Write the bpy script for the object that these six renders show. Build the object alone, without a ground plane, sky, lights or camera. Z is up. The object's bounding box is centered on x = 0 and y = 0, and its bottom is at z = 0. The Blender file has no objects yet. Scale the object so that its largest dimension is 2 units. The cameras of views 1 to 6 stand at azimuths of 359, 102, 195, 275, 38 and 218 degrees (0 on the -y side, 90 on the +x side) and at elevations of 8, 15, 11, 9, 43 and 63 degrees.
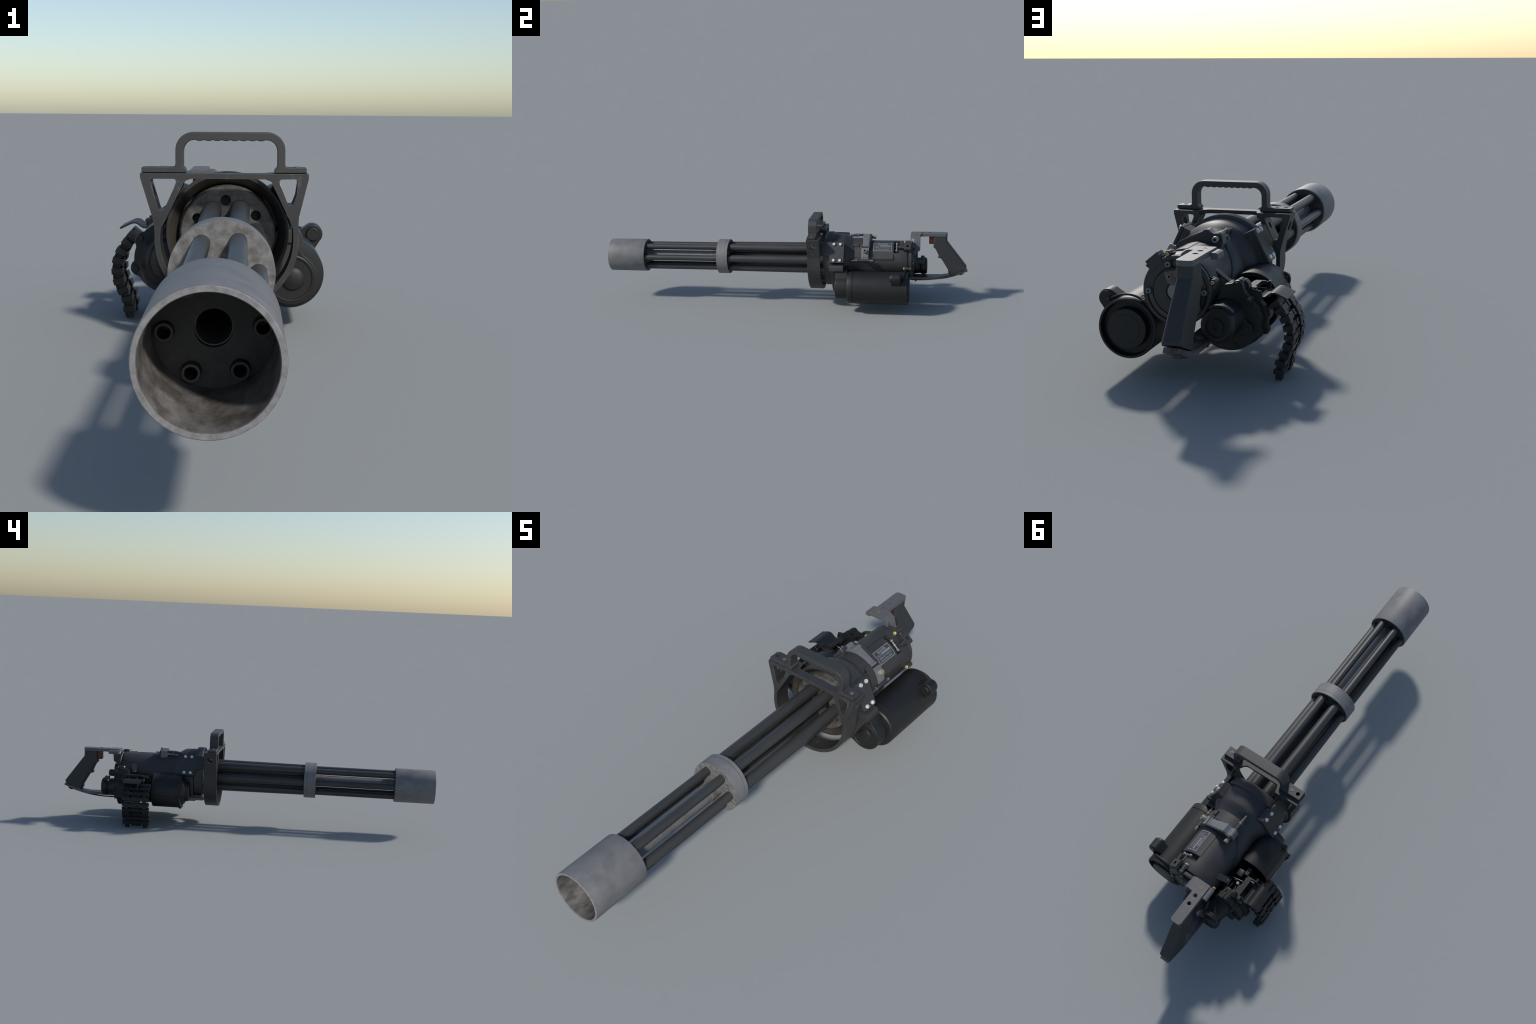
# Portable six-barrelled rotary machine gun, built part by part from profiles, lathes and sectors.
import bpy, bmesh, math, random
from mathutils import Vector, Matrix
from mathutils.geometry import tessellate_polygon

random.seed(7)
AX, AZ = 0.028, 0.2597            # barrel axis (runs along y)
pi, cos, sin, rad = math.pi, math.cos, math.sin, math.radians

# ------------------------------------------------------------------ materials
def material(name, base, rough=0.5, metal=0.0, dark=None, light=None, scale=25.0, amount=0.35,
             stretch=(1, 1, 1), bump=0.0, bump_scale=180.0, spec=0.5, wear=None, wear_at=0.56, coat=0.0):
    m = bpy.data.materials.new(name); m.use_nodes = True
    nt = m.node_tree; N = nt.nodes; L = nt.links
    b = N["Principled BSDF"]
    tc = N.new("ShaderNodeTexCoord"); mp = N.new("ShaderNodeMapping")
    mp.inputs["Scale"].default_value = stretch
    L.new(tc.outputs["Object"], mp.inputs["Vector"])
    n1 = N.new("ShaderNodeTexNoise"); n1.inputs["Scale"].default_value = scale
    n1.inputs["Detail"].default_value = 7; n1.inputs["Roughness"].default_value = 0.62
    L.new(mp.outputs[0], n1.inputs["Vector"])
    cr = N.new("ShaderNodeValToRGB")
    dk = dark or tuple(c * (1 - amount) for c in base)
    lt = light or tuple(min(1, c * (1 + amount)) for c in base)
    cr.color_ramp.elements[0].position = 0.32; cr.color_ramp.elements[0].color = (*dk, 1)
    cr.color_ramp.elements[1].position = 0.70; cr.color_ramp.elements[1].color = (*lt, 1)
    e = cr.color_ramp.elements.new(0.5); e.color = (*base, 1)
    L.new(n1.outputs["Fac"], cr.inputs[0])
    col = cr.outputs[0]
    if wear:                                  # paint rubbed off along sharp edges, broken up by noise
        g = N.new("ShaderNodeNewGeometry"); bv = N.new("ShaderNodeBevel"); bv.samples = 8; bv.inputs["Radius"].default_value = 0.0035
        dt = N.new("ShaderNodeVectorMath"); dt.operation = 'DOT_PRODUCT'
        L.new(bv.outputs[0], dt.inputs[0]); L.new(g.outputs["Normal"], dt.inputs[1])
        inv = N.new("ShaderNodeMath"); inv.operation = 'SUBTRACT'; inv.inputs[0].default_value = 1.0; L.new(dt.outputs["Value"], inv.inputs[1])
        n3 = N.new("ShaderNodeTexNoise"); n3.inputs["Scale"].default_value = 22; n3.inputs["Detail"].default_value = 6
        L.new(tc.outputs["Object"], n3.inputs["Vector"])
        ma = N.new("ShaderNodeMath"); ma.operation = 'MULTIPLY_ADD'
        L.new(n3.outputs["Fac"], ma.inputs[0]); ma.inputs[1].default_value = 0.75
        L.new(inv.outputs[0], ma.inputs[2])
        mr = N.new("ShaderNodeMapRange"); mr.inputs["From Min"].default_value = wear_at
        mr.inputs["From Max"].default_value = wear_at + 0.16; mr.inputs["To Max"].default_value = 0.75
        L.new(ma.outputs[0], mr.inputs["Value"])
        mx = N.new("ShaderNodeMix"); mx.data_type = 'RGBA'
        L.new(mr.outputs[0], mx.inputs["Factor"]); L.new(col, mx.inputs["A"])
        mx.inputs["B"].default_value = (*wear, 1)
        col = mx.outputs["Result"]
    L.new(col, b.inputs["Base Color"])
    rr = N.new("ShaderNodeMapRange"); rr.inputs["To Min"].default_value = rough - 0.08; rr.inputs["To Max"].default_value = rough + 0.10
    L.new(n1.outputs["Fac"], rr.inputs["Value"]); L.new(rr.outputs[0], b.inputs["Roughness"])
    b.inputs["Metallic"].default_value = metal
    b.inputs["Specular IOR Level"].default_value = spec
    b.inputs["Coat Weight"].default_value = coat
    if bump:
        n2 = N.new("ShaderNodeTexNoise"); n2.inputs["Scale"].default_value = bump_scale; n2.inputs["Detail"].default_value = 4
        L.new(tc.outputs["Object"], n2.inputs["Vector"])
        bp = N.new("ShaderNodeBump"); bp.inputs["Strength"].default_value = bump; bp.inputs["Distance"].default_value = 0.001
        L.new(n2.outputs["Fac"], bp.inputs["Height"]); L.new(bp.outputs[0], b.inputs["Normal"])
    return m

PAINT   = material("dark_paint", (0.0335, 0.0322, 0.0330), 0.54, amount=0.16, scale=14, bump=0.08)
GUARDM  = material("guard_paint", (0.031, 0.0305, 0.0305), 0.50, amount=0.18, scale=16, bump=0.10, wear=(0.20, 0.20, 0.21), wear_at=0.50)
HANDLEM = material("handle_paint", (0.036, 0.036, 0.0355), 0.52, amount=0.12, scale=16, bump=0.06)
BLACK   = material("black_enamel", (0.0115, 0.0115, 0.0115), 0.48, spec=0.42, amount=0.12, scale=12, bump=0.05)
FEEDM   = material("feeder_black", (0.0095, 0.0098, 0.0102), 0.48, spec=0.42, amount=0.15, scale=18, bump=0.06)
DEEP    = material("deep_black", (0.008, 0.008, 0.008), 0.6, amount=0.1)
LINKM   = material("link_black", (0.0098, 0.0102, 0.0108), 0.48, spec=0.42, amount=0.2, scale=30)
STEEL   = material("barrel_steel", (0.036, 0.036, 0.036), 0.42, amount=0.16, scale=18, stretch=(1, 0.25, 1), bump=0.03)
CAST    = material("cast_grey", (0.155, 0.153, 0.157), 0.55, amount=0.14, scale=20, bump=0.12, bump_scale=90,
                   dark=(0.128, 0.125, 0.128), light=(0.180, 0.178, 0.182))
CASTFACE = material("cast_face_mottled", (0.150, 0.145, 0.141), 0.58, scale=52, bump=0.15, bump_scale=110,
                    dark=(0.085, 0.079, 0.072), light=(0.235, 0.23, 0.232))
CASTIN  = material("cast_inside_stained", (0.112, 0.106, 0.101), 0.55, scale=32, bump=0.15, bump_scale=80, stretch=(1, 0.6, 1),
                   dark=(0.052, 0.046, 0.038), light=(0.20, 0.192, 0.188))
CASTRIM = material("cast_rim", (0.185, 0.182, 0.184), 0.55, scale=70, dark=(0.12, 0.116, 0.114), light=(0.24, 0.238, 0.242), bump=0.1)
DARKCAST = material("dark_cast_plate", (0.032, 0.031, 0.030), 0.55, scale=26, dark=(0.018, 0.018, 0.018), light=(0.058, 0.057, 0.056))  # cast colour darkened to near black: shade on the clamps' rear faces baked in
ROTORM  = material("rotor_metal", (0.072, 0.070, 0.065), 0.5, scale=40, dark=(0.038, 0.036, 0.032), light=(0.130, 0.125, 0.114), bump=0.08)
BRONZE  = material("brown_metal", (0.070, 0.058, 0.048), 0.42, metal=0.4, amount=0.25, scale=18)
ALU     = material("grey_bracket", (0.135, 0.142, 0.150), 0.5, amount=0.07, scale=20)
RAIL    = material("grip_bracket_grey", (0.095, 0.096, 0.099), 0.5, amount=0.10, scale=60, bump=0.25, bump_scale=500)
ZINC    = material("zinc_bolt", (0.62, 0.63, 0.66), 0.38, metal=0.25, amount=0.08)
DULL    = material("dull_steel", (0.20, 0.20, 0.21), 0.40, metal=0.5, amount=0.12)
BRASS   = material("brass", (0.58, 0.45, 0.20), 0.38, metal=0.35, amount=0.10)
TAN     = material("tan_screw", (0.30, 0.265, 0.19), 0.45, metal=0.2, amount=0.10)
REDM    = material("red_trigger", (0.105, 0.011, 0.013), 0.45, amount=0.10)
GRIPM   = material("grip_polymer", (0.029, 0.030, 0.030), 0.60, amount=0.08, bump=0.2, bump_scale=700)
ARMM    = material("worn_arm", (0.105, 0.088, 0.084), 0.40, metal=0.35, scale=38, stretch=(1, 0.5, 1),
                   dark=(0.050, 0.038, 0.038), light=(0.19, 0.175, 0.175), bump=0.15, bump_scale=60)
PRINT   = material("label_print", (0.205, 0.215, 0.235), 0.5, amount=0.08)
LABELM  = material("label_dark", (0.043, 0.045, 0.048), 0.45, amount=0.06)
RUBBER  = material("cable_rubber", (0.010, 0.010, 0.010), 0.5, amount=0.05)

# ------------------------------------------------------------------ scene graph
ROOT = bpy.data.objects.new("rotary_machine_gun", None)
ROOT["label"] = "six-barrelled rotary machine gun, black with grey clamps"
ROOT["category"] = "machine gun"
ROOT.empty_display_size = 0.1
bpy.context.scene.collection.objects.link(ROOT)

def link(ob, parent=None):
    bpy.context.scene.collection.objects.link(ob)
    ob.parent = parent or ROOT
    return ob

def finish_mesh(bm, name, mats, angle=32, bevel=0.0, segs=2, bevel_angle=35):
    bmesh.ops.remove_doubles(bm, verts=bm.verts, dist=1e-6)
    bmesh.ops.recalc_face_normals(bm, faces=bm.faces)
    if bevel > 0:
        ed = [e for e in bm.edges if len(e.link_faces) == 2 and e.calc_face_angle(0) > rad(bevel_angle)]
        bmesh.ops.bevel(bm, geom=ed, offset=bevel, segments=segs, profile=0.5, affect='EDGES', clamp_overlap=True)
    me = bpy.data.meshes.new(name)
    bm.to_mesh(me); bm.free()
    for m in (mats if isinstance(mats, (list, tuple)) else [mats]): me.materials.append(m)
    me.polygons.foreach_set("use_smooth", [True] * len(me.polygons))
    me.set_sharp_from_angle(angle=rad(angle))
    return me

def weighted(ob):
    md = ob.modifiers.new("weighted_normal", 'WEIGHTED_NORMAL'); md.keep_sharp = True; md.weight = 100
    return ob

def make(name, bm, mats, parent=None, **k):
    ob = link(bpy.data.objects.new(name, finish_mesh(bm, name, mats, **k)), parent)
    return weighted(ob) if k.get("bevel", 0) > 0 else ob

# ------------------------------------------------------------------ shape builders
def lathe_bm(profile, ax=AX, az=AZ, seg=72, close=True, bm=None):
    """profile: (y, r) points; revolved about the y-parallel axis through (ax, az)."""
    bm = bm or bmesh.new(); rings = []
    for y, r in profile:
        if r < 1e-6: rings.append([bm.verts.new((ax, y, az))])
        else: rings.append([bm.verts.new((ax + r * cos(2 * pi * i / seg), y, az + r * sin(2 * pi * i / seg))) for i in range(seg)])
    pairs = list(zip(rings, rings[1:])) + ([(rings[-1], rings[0])] if close and len(rings[0]) > 1 and len(rings[-1]) > 1 else [])
    for a, b in pairs:
        for i in range(seg):
            j = (i + 1) % seg
            if len(a) == 1 and len(b) == 1: break
            if len(a) == 1: bm.faces.new((a[0], b[i], b[j]))
            elif len(b) == 1: bm.faces.new((a[i], a[j], b[0]))
            else: bm.faces.new((a[i], a[j], b[j], b[i]))
    return bm

def lathe(name, profile, mats, parent=None, ax=AX, az=AZ, seg=72, close=True, **k):
    return make(name, lathe_bm(profile, ax, az, seg, close), mats, parent, **k)

def sector(name, y0, y1, a0, a1, rin, rout, mats, parent=None, n=None, bevel=0.0012, **k):
    """block on the barrel axis between two angles (degrees); rout may be a function of the angle."""
    n = n or max(2, int(abs(a1 - a0) / 4)); bm = bmesh.new(); rows = []
    for i in range(n + 1):
        a = a0 + (a1 - a0) * i / n; c, s = cos(rad(a)), sin(rad(a))
        ro = rout(a) if callable(rout) else rout
        rows.append([bm.verts.new((AX + r * c, y, AZ + r * s)) for r, y in ((rin, y0), (ro, y0), (ro, y1), (rin, y1))])
    for p, q in zip(rows, rows[1:]):
        for j in range(4): bm.faces.new((p[j], p[(j + 1) % 4], q[(j + 1) % 4], q[j]))
    bm.faces.new(rows[0]); bm.faces.new(rows[-1][::-1])
    return make(name, bm, mats, parent, bevel=bevel, **k)

def fillet(pts, r, n=5):
    """round the corners of a polygon; r a number or one radius per corner."""
    out = []; k = len(pts)
    for i in range(k):
        p0, p, p1 = Vector(pts[i - 1]), Vector(pts[i]), Vector(pts[(i + 1) % k])
        ri = r[i] if isinstance(r, (list, tuple)) else r
        d0, d1 = (p0 - p), (p1 - p)
        if ri <= 0 or d0.length < 1e-6 or d1.length < 1e-6: out.append(tuple(p)); continue
        ang = d0.angle(d1)
        if ang > pi - 0.05: out.append(tuple(p)); continue
        t = min(ri / math.tan(ang / 2), 0.48 * d0.length, 0.48 * d1.length)
        a, b = p + d0.normalized() * t, p + d1.normalized() * t
        for j in range(n + 1):
            s = j / n
            out.append(tuple((1 - s) ** 2 * a + 2 * s * (1 - s) * p + s * s * b))
    return out

def circle(cx, cy, r, n=24, a0=0.0, a1=360.0):
    full = abs(a1 - a0) >= 359.9
    return [(cx + r * cos(rad(a0 + (a1 - a0) * i / (n if full else n - 1))), cy + r * sin(rad(a0 + (a1 - a0) * i / (n if full else n - 1)))) for i in range(n)]

def place_xz(u, v, d): return (u, d, v)          # outline in x,z, depth along y
def place_yz(u, v, d): return (d, u, v)          # outline in y,z, depth along x
def place_xy(u, v, d): return (u, v, d)          # outline in x,y, depth along z

def prism_bm(outline, d0, d1, place, holes=(), bm=None):
    bm = bm or bmesh.new(); loops = [list(outline)] + [list(h) for h in holes]
    va, vb = [], []
    for lp in loops:
        va.append([bm.verts.new(place(u, v, d0)) for u, v in lp]); vb.append([bm.verts.new(place(u, v, d1)) for u, v in lp])
    for A, B in zip(va, vb):
        for i in range(len(A)):
            j = (i + 1) % len(A); bm.faces.new((A[i], A[j], B[j], B[i]))
    if holes:
        fa, fb = sum(va, []), sum(vb, [])
        for t in tessellate_polygon([[Vector((u, v, 0)) for u, v in lp] for lp in loops]):
            if len(set(t)) == 3:
                bm.faces.new([fa[i] for i in t]); bm.faces.new([fb[i] for i in t])
    else:
        bm.faces.new(va[0]); bm.faces.new(vb[0][::-1])
    return bm

def prism(name, outline, d0, d1, mats, parent=None, place=place_xz, holes=(), bevel=0.0015, **k):
    return make(name, prism_bm(outline, d0, d1, place, holes), mats, parent, bevel=bevel, **k)

def box(name, lo, hi, mats, parent=None, bevel=0.0015, **k):
    bm = bmesh.new(); bmesh.ops.create_cube(bm, size=1)
    for v in bm.verts: v.co = Vector([(lo[i] + hi[i]) / 2 + v.co[i] * (hi[i] - lo[i]) for i in range(3)])
    return make(name, bm, mats, parent, bevel=bevel, **k)

def frame(origin, zdir, xhint=(0, 1, 0)):
    z = Vector(zdir).normalized(); x = Vector(xhint); x = (x - z * x.dot(z))
    x = x.normalized() if x.length > 1e-5 else z.orthogonal().normalized()
    y = z.cross(x); M = Matrix((x, y, z)).transposed().to_4x4(); M.translation = Vector(origin)
    return M

def rod_bm(p0, p1, r0, r1=None, seg=20, bm=None):
    bm = bm or bmesh.new(); p0, p1 = Vector(p0), Vector(p1); r1 = r0 if r1 is None else r1
    M = frame(p0, p1 - p0, (0.3, 0.5, 0.8)); L = (p1 - p0).length; A, B = [], []
    for i in range(seg):
        a = 2 * pi * i / seg
        A.append(bm.verts.new(M @ Vector((r0 * cos(a), r0 * sin(a), 0)))); B.append(bm.verts.new(M @ Vector((r1 * cos(a), r1 * sin(a), L))))
    for i in range(seg):
        j = (i + 1) % seg; bm.faces.new((A[i], A[j], B[j], B[i]))
    bm.faces.new(A[::-1]); bm.faces.new(B)
    return bm

def rod(name, p0, p1, r0, mats, parent=None, r1=None, bevel=0.0008, seg=20, **k):
    return make(name, rod_bm(p0, p1, r0, r1, seg), mats, parent, bevel=bevel, **k)

def tube(name, pts, r, mats, parent=None, seg=10):
    cu = bpy.data.curves.new(name + "_path", 'CURVE'); cu.dimensions = '3D'; cu.bevel_depth = r; cu.bevel_resolution = 3; cu.resolution_u = 8
    cu.use_fill_caps = True
    s = cu.splines.new('NURBS'); s.points.add(len(pts) - 1)
    for p, q in zip(s.points, pts): p.co = (*q, 1)
    s.use_endpoint_u = True; s.order_u = 4
    tmp = bpy.data.objects.new(name + "_tmp", cu); bpy.context.scene.collection.objects.link(tmp)
    dg = bpy.context.evaluated_depsgraph_get(); me = bpy.data.meshes.new_from_object(tmp.evaluated_get(dg))
    bpy.data.objects.remove(tmp); bpy.data.curves.remove(cu)
    me.name = name; me.materials.clear(); me.materials.append(mats)
    me.polygons.foreach_set("use_smooth", [True] * len(me.polygons))
    return link(bpy.data.objects.new(name, me), parent)

def cut(ob, cutters):
    """subtract cutter bmeshes from an object (applied)."""
    ob.modifiers.clear()
    for cbm in cutters:
        bmesh.ops.recalc_face_normals(cbm, faces=cbm.faces)
        cm = bpy.data.meshes.new("cutter"); cbm.to_mesh(cm); cbm.free()
        for m in ob.data.materials: cm.materials.append(m)
        co = bpy.data.objects.new("cutter", cm); bpy.context.scene.collection.objects.link(co)
        md = ob.modifiers.new("cut", 'BOOLEAN'); md.operation = 'DIFFERENCE'; md.solver = 'EXACT'; md.object = co
        dg = bpy.context.evaluated_depsgraph_get(); new = bpy.data.meshes.new_from_object(ob.evaluated_get(dg))
        ob.modifiers.clear(); old = ob.data; ob.data = new; new.name = old.name; bpy.data.meshes.remove(old)
        bpy.data.objects.remove(co); bpy.data.meshes.remove(cm)
    ob.data.polygons.foreach_set("use_smooth", [True] * len(ob.data.polygons))
    ob.data.set_sharp_from_angle(angle=rad(32))
    return weighted(ob)

def box_bm(lo, hi):
    bm = bmesh.new(); bmesh.ops.create_cube(bm, size=1)
    for v in bm.verts: v.co = Vector([(lo[i] + hi[i]) / 2 + v.co[i] * (hi[i] - lo[i]) for i in range(3)])
    return bm

def polar(a, r): return AX + r * cos(rad(a)), AZ + r * sin(rad(a))

# fasteners: one mesh each, instanced
def screw_mesh(name, r, h, mat, socket=True, hexa=False, socket_mat=None):
    bm = bmesh.new(); n = 6 if hexa else 20
    prof = [(0, r), (h * 0.8, r), (h, r * 0.86)]
    rings = [[bm.verts.new((q * cos(2 * pi * i / n), q * sin(2 * pi * i / n), z)) for i in range(n)] for z, q in prof]
    if socket:
        for z, q in ((h, r * 0.5), (h * 0.45, r * 0.46)):
            rings.append([bm.verts.new((q * cos(2 * pi * i / n), q * sin(2 * pi * i / n), z)) for i in range(n)])
    for a, b in zip(rings, rings[1:]):
        for i in range(n): bm.faces.new((a[i], a[(i + 1) % n], b[(i + 1) % n], b[i]))
    f = bm.faces.new(rings[-1]); bm.faces.new(rings[0][::-1])
    if socket and socket_mat: f.material_index = 1
    return finish_mesh(bm, name, [mat, socket_mat or mat])

HEX_BOLT = screw_mesh("hex_bolt", 0.0085, 0.0075, ZINC, socket=False, hexa=True)
SILVER_SCREW = screw_mesh("socket_screw", 0.0075, 0.005, DULL, socket_mat=DEEP)
BRASS_SCREW = screw_mesh("brass_screw", 0.0062, 0.006, BRASS, socket_mat=TAN)
GOLD = material("dark_gold", (0.23, 0.17, 0.055), 0.42, metal=0.3, amount=0.15)
GOLD_SCREW = screw_mesh("gold_screw", 0.0090, 0.0050, GOLD, socket_mat=DEEP)
BRASS_HEAD = screw_mesh("brass_head", 0.0074, 0.006, BRASS, socket=False)
TAN_SCREW = screw_mesh("tan_screw", 0.0105, 0.013, TAN, socket_mat=DEEP)

def place_screw(mesh, name, origin, direction, parent=None, spin=0.0, scale=1.0):
    ob = bpy.data.objects.new(name, mesh); link(ob, parent)
    ob.matrix_local = frame(origin, direction, (0, 1, 0.01)) @ Matrix.Rotation(spin, 4, 'Z') @ Matrix.Scale(scale, 4)
    return ob

# ================================================================== BARREL CLUSTER
RB, TURN = 0.0650, 3.0                     # circle the barrels sit on; turn of the cluster
barrel_profile = [(-0.765, 0.0085), (-0.8225, 0.0085), (-0.8235, 0.0092), (-0.8235, 0.0124), (-0.8215, 0.0132), (-0.797, 0.0132), (-0.797, 0.0157),
                  (-0.362, 0.0158), (-0.308, 0.0190), (-0.285, 0.0201), (-0.20, 0.0204), (0.0, 0.0217), (0.15, 0.0225), (0.250, 0.0226), (0.250, 0.0)]
bm = lathe_bm([(-0.765, 0.0)] + barrel_profile, 0, 0, 36, close=False)
BARREL = finish_mesh(bm, "barrel", STEEL, angle=30)
for k in range(6):
    a = rad(TURN + 60 * k); ob = bpy.data.objects.new("barrel", BARREL); link(ob)
    ob.location = (AX + RB * cos(a), 0, AZ + RB * sin(a)); ob.rotation_euler = (0, -a, 0)

def hole_ring(R, r, a0, n=6, seg=24):
    return [circle(AX + R * cos(rad(a0 + 60 * k)), AZ + R * sin(rad(a0 + 60 * k)), r, seg) for k in range(n)]

# muzzle shroud: open cup at the front, plate carrying the barrels behind
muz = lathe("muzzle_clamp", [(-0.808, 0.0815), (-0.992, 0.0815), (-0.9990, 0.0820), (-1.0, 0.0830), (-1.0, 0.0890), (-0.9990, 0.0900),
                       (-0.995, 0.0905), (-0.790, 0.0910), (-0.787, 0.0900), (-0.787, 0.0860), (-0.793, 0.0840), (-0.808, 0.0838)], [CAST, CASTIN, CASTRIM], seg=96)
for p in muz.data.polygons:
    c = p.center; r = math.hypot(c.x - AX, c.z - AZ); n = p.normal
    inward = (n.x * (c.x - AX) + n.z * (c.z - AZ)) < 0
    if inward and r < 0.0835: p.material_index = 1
    elif c.y < -0.9984: p.material_index = 2
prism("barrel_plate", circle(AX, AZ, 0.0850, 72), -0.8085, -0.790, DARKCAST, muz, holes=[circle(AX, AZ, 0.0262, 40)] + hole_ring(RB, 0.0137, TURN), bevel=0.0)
# centre tube between the clamps
lathe("centre_tube", [(-0.797, 0.0245), (-0.797, 0.0285), (-0.320, 0.0285), (-0.320, 0.0245)], [CAST], seg=48, close=True)
for y0, y1 in ((-0.7895, -0.752), (-0.412, -0.3625)):
    lathe("tube_collar", [(y0, 0.0280), (y0, 0.0302), (y1, 0.0302), (y1, 0.0280)], CASTFACE, seg=48)
# middle clamp
mid = prism("barrel_clamp", circle(AX, AZ, 0.0955, 96), -0.3640, -0.318, [CAST, CASTFACE], holes=[circle(AX, AZ, 0.0283, 32)] + hole_ring(RB, 0.0154, TURN), bevel=0.0016, segs=1)
for p in mid.data.polygons:
    if p.normal.y < -0.9: p.material_index = 1
lathe("clamp_rim", [(-0.3200, 0.0955), (-0.3040, 0.0955), (-0.3025, 0.0945), (-0.3025, 0.0905), (-0.3200, 0.0895)], CAST, mid, seg=96)
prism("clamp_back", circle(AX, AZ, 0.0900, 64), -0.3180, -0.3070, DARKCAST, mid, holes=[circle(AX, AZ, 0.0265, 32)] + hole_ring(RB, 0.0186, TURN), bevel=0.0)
# rotor that the barrels plug into
rot = prism("rotor", circle(AX, AZ, 0.1080, 84), 0.2370, 0.2680, ROTORM, holes=[circle(AX, AZ, 0.038, 40)] + hole_ring(0.0795, 0.0122, TURN + 30), bevel=0.0010, segs=1)
lathe("rotor_rim", [(0.2372, 0.1060), (0.2372, 0.1090), (0.2410, 0.1120), (0.2480, 0.1138), (0.32, 0.1138), (0.32, 0.100), (0.2550, 0.1062)], ROTORM, rot, seg=96)
lathe("rotor_core", [(0.262, 0.0), (0.262, 0.107), (0.30, 0.107), (0.30, 0.0)], DEEP, rot, seg=64, close=False)
lathe("rotor_spindle", [(0.240, 0.0), (0.240, 0.0200), (0.262, 0.0220)], BRONZE, rot, seg=40, close=False)

# ================================================================== MAIN HOUSING
hous = lathe("housing", [(0.320, 0.1180), (0.268, 0.1205), (0.2630, 0.1220), (0.2462, 0.1368), (0.2450, 0.1378), (0.2450, 0.1440), (0.2475, 0.1455),
                         (0.2810, 0.1455), (0.2835, 0.1440), (0.2850, 0.1380), (0.2875, 0.1358), (0.3450, 0.1335), (0.3560, 0.1305),
                         (0.3700, 0.1215), (0.3850, 0.1125), (0.3950, 0.1085), (0.4050, 0.1060), (0.4200, 0.1050), (0.4200, 0.0900), (0.320, 0.0900)], [PAINT, BRONZE], seg=120, angle=28)
for p in hous.data.polygons:
    if p.normal.y < 0.1 and 0.2455 < p.center.y < 0.27 and math.hypot(p.center.x - AX, p.center.z - AZ) < 0.1372: p.material_index = 1

# helical rear skirt of the housing: its back edge runs rearward down both sides
def skirt_end(a):
    a = a % 360
    if 20 <= a <= 125: return 0.4555
    if 125 < a <= 270: y = 0.457 + 0.00142 * (a - 125)
    else: y = 0.49 + 0.0018 * ((353 - a) if a > 270 else (-7 - a))
    return min(0.600, max(0.4555, y))
bm = bmesh.new(); n = 144; rows = []
for i in range(n):
    a = 360 * i / n; c, s = cos(rad(a)), sin(rad(a)); ye = skirt_end(a)
    rows.append([bm.verts.new((AX + r * c, y, AZ + r * s)) for y, r in ((0.400, 0.1060), (ye - 0.017, 0.1070), (ye - 0.015, 0.1065), (ye - 0.001, 0.1025), (ye, 0.1010), (ye, 0.0985), (0.400, 0.0985))])
for i in range(n):
    p, q = rows[i], rows[(i + 1) % n]
    for j in range(7): bm.faces.new((p[j], p[(j + 1) % 7], q[(j + 1) % 7], q[j]))
make("housing_skirt", bm, PAINT, hous)

# rear tube with a slot cut in its upper right side
TUBE_R, SLOT = 0.0992, (0.6135, 0.6420, 34.0, 86.0)
bm = bmesh.new(); n = 120; ys = [0.40, 0.50, SLOT[0], SLOT[1], 0.680, 0.6865]; rs = [TUBE_R] * 5 + [0.0975]
grid = [[bm.verts.new((AX + r * cos(2 * pi * i / n), y, AZ + r * sin(2 * pi * i / n))) for i in range(n)] for y, r in zip(ys, rs)]
core = [[bm.verts.new((AX + 0.082 * cos(2 * pi * i / n), y, AZ + 0.082 * sin(2 * pi * i / n))) for i in range(n)] for y in ys]
def in_slot(k, i): return k == 2 and SLOT[2] <= (i + 0.5) * 360 / n <= SLOT[3]
for k in range(len(ys) - 1):
    for i in range(n):
        j = (i + 1) % n
        if not in_slot(k, i): bm.faces.new((grid[k][i], grid[k][j], grid[k + 1][j], grid[k + 1][i]))
        else:
            f = bm.faces.new((core[k][i], core[k][j], core[k + 1][j], core[k + 1][i])); f.material_index = 1
            bm.faces.new((grid[k][i], grid[k][j], core[k][j], core[k][i])); bm.faces.new((grid[k + 1][i], grid[k + 1][j], core[k + 1][j], core[k + 1][i]))
            if not in_slot(k, (i - 1) % n): bm.faces.new((grid[k][i], grid[k + 1][i], core[k + 1][i], core[k][i]))
            if not in_slot(k, j): bm.faces.new((grid[k][j], grid[k + 1][j], core[k + 1][j], core[k][j]))
bm.faces.new(grid[-1]); bm.faces.new(grid[0])
for v in [v for v in bm.verts if not v.link_faces]: bm.verts.remove(v)
rear_tube = make("rear_tube", bm, [PAINT, DEEP])

# linkage in the slot: two balls on a rod
pa, pb = Vector((0.0683, 0.6285, 0.3525)), Vector((0.1015, 0.6288, 0.3250))
link_rod = rod("slot_linkage", pa, pb, 0.0040, DULL, rear_tube)
for p in (pa, pb):
    bm = bmesh.new(); bmesh.ops.create_uvsphere(bm, u_segments=20, v_segments=12, radius=0.0072, matrix=Matrix.Translation(p))
    make("linkage_ball", bm, DULL, link_rod, angle=60)
rod("linkage_collar", pa.lerp(pb, 0.4), pa.lerp(pb, 0.55), 0.0062, DULL, link_rod)
rod("linkage_arm", pa.lerp(pb, 0.5), (0.0850, 0.664, 0.3420), 0.0050, PAINT, link_rod)

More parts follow.
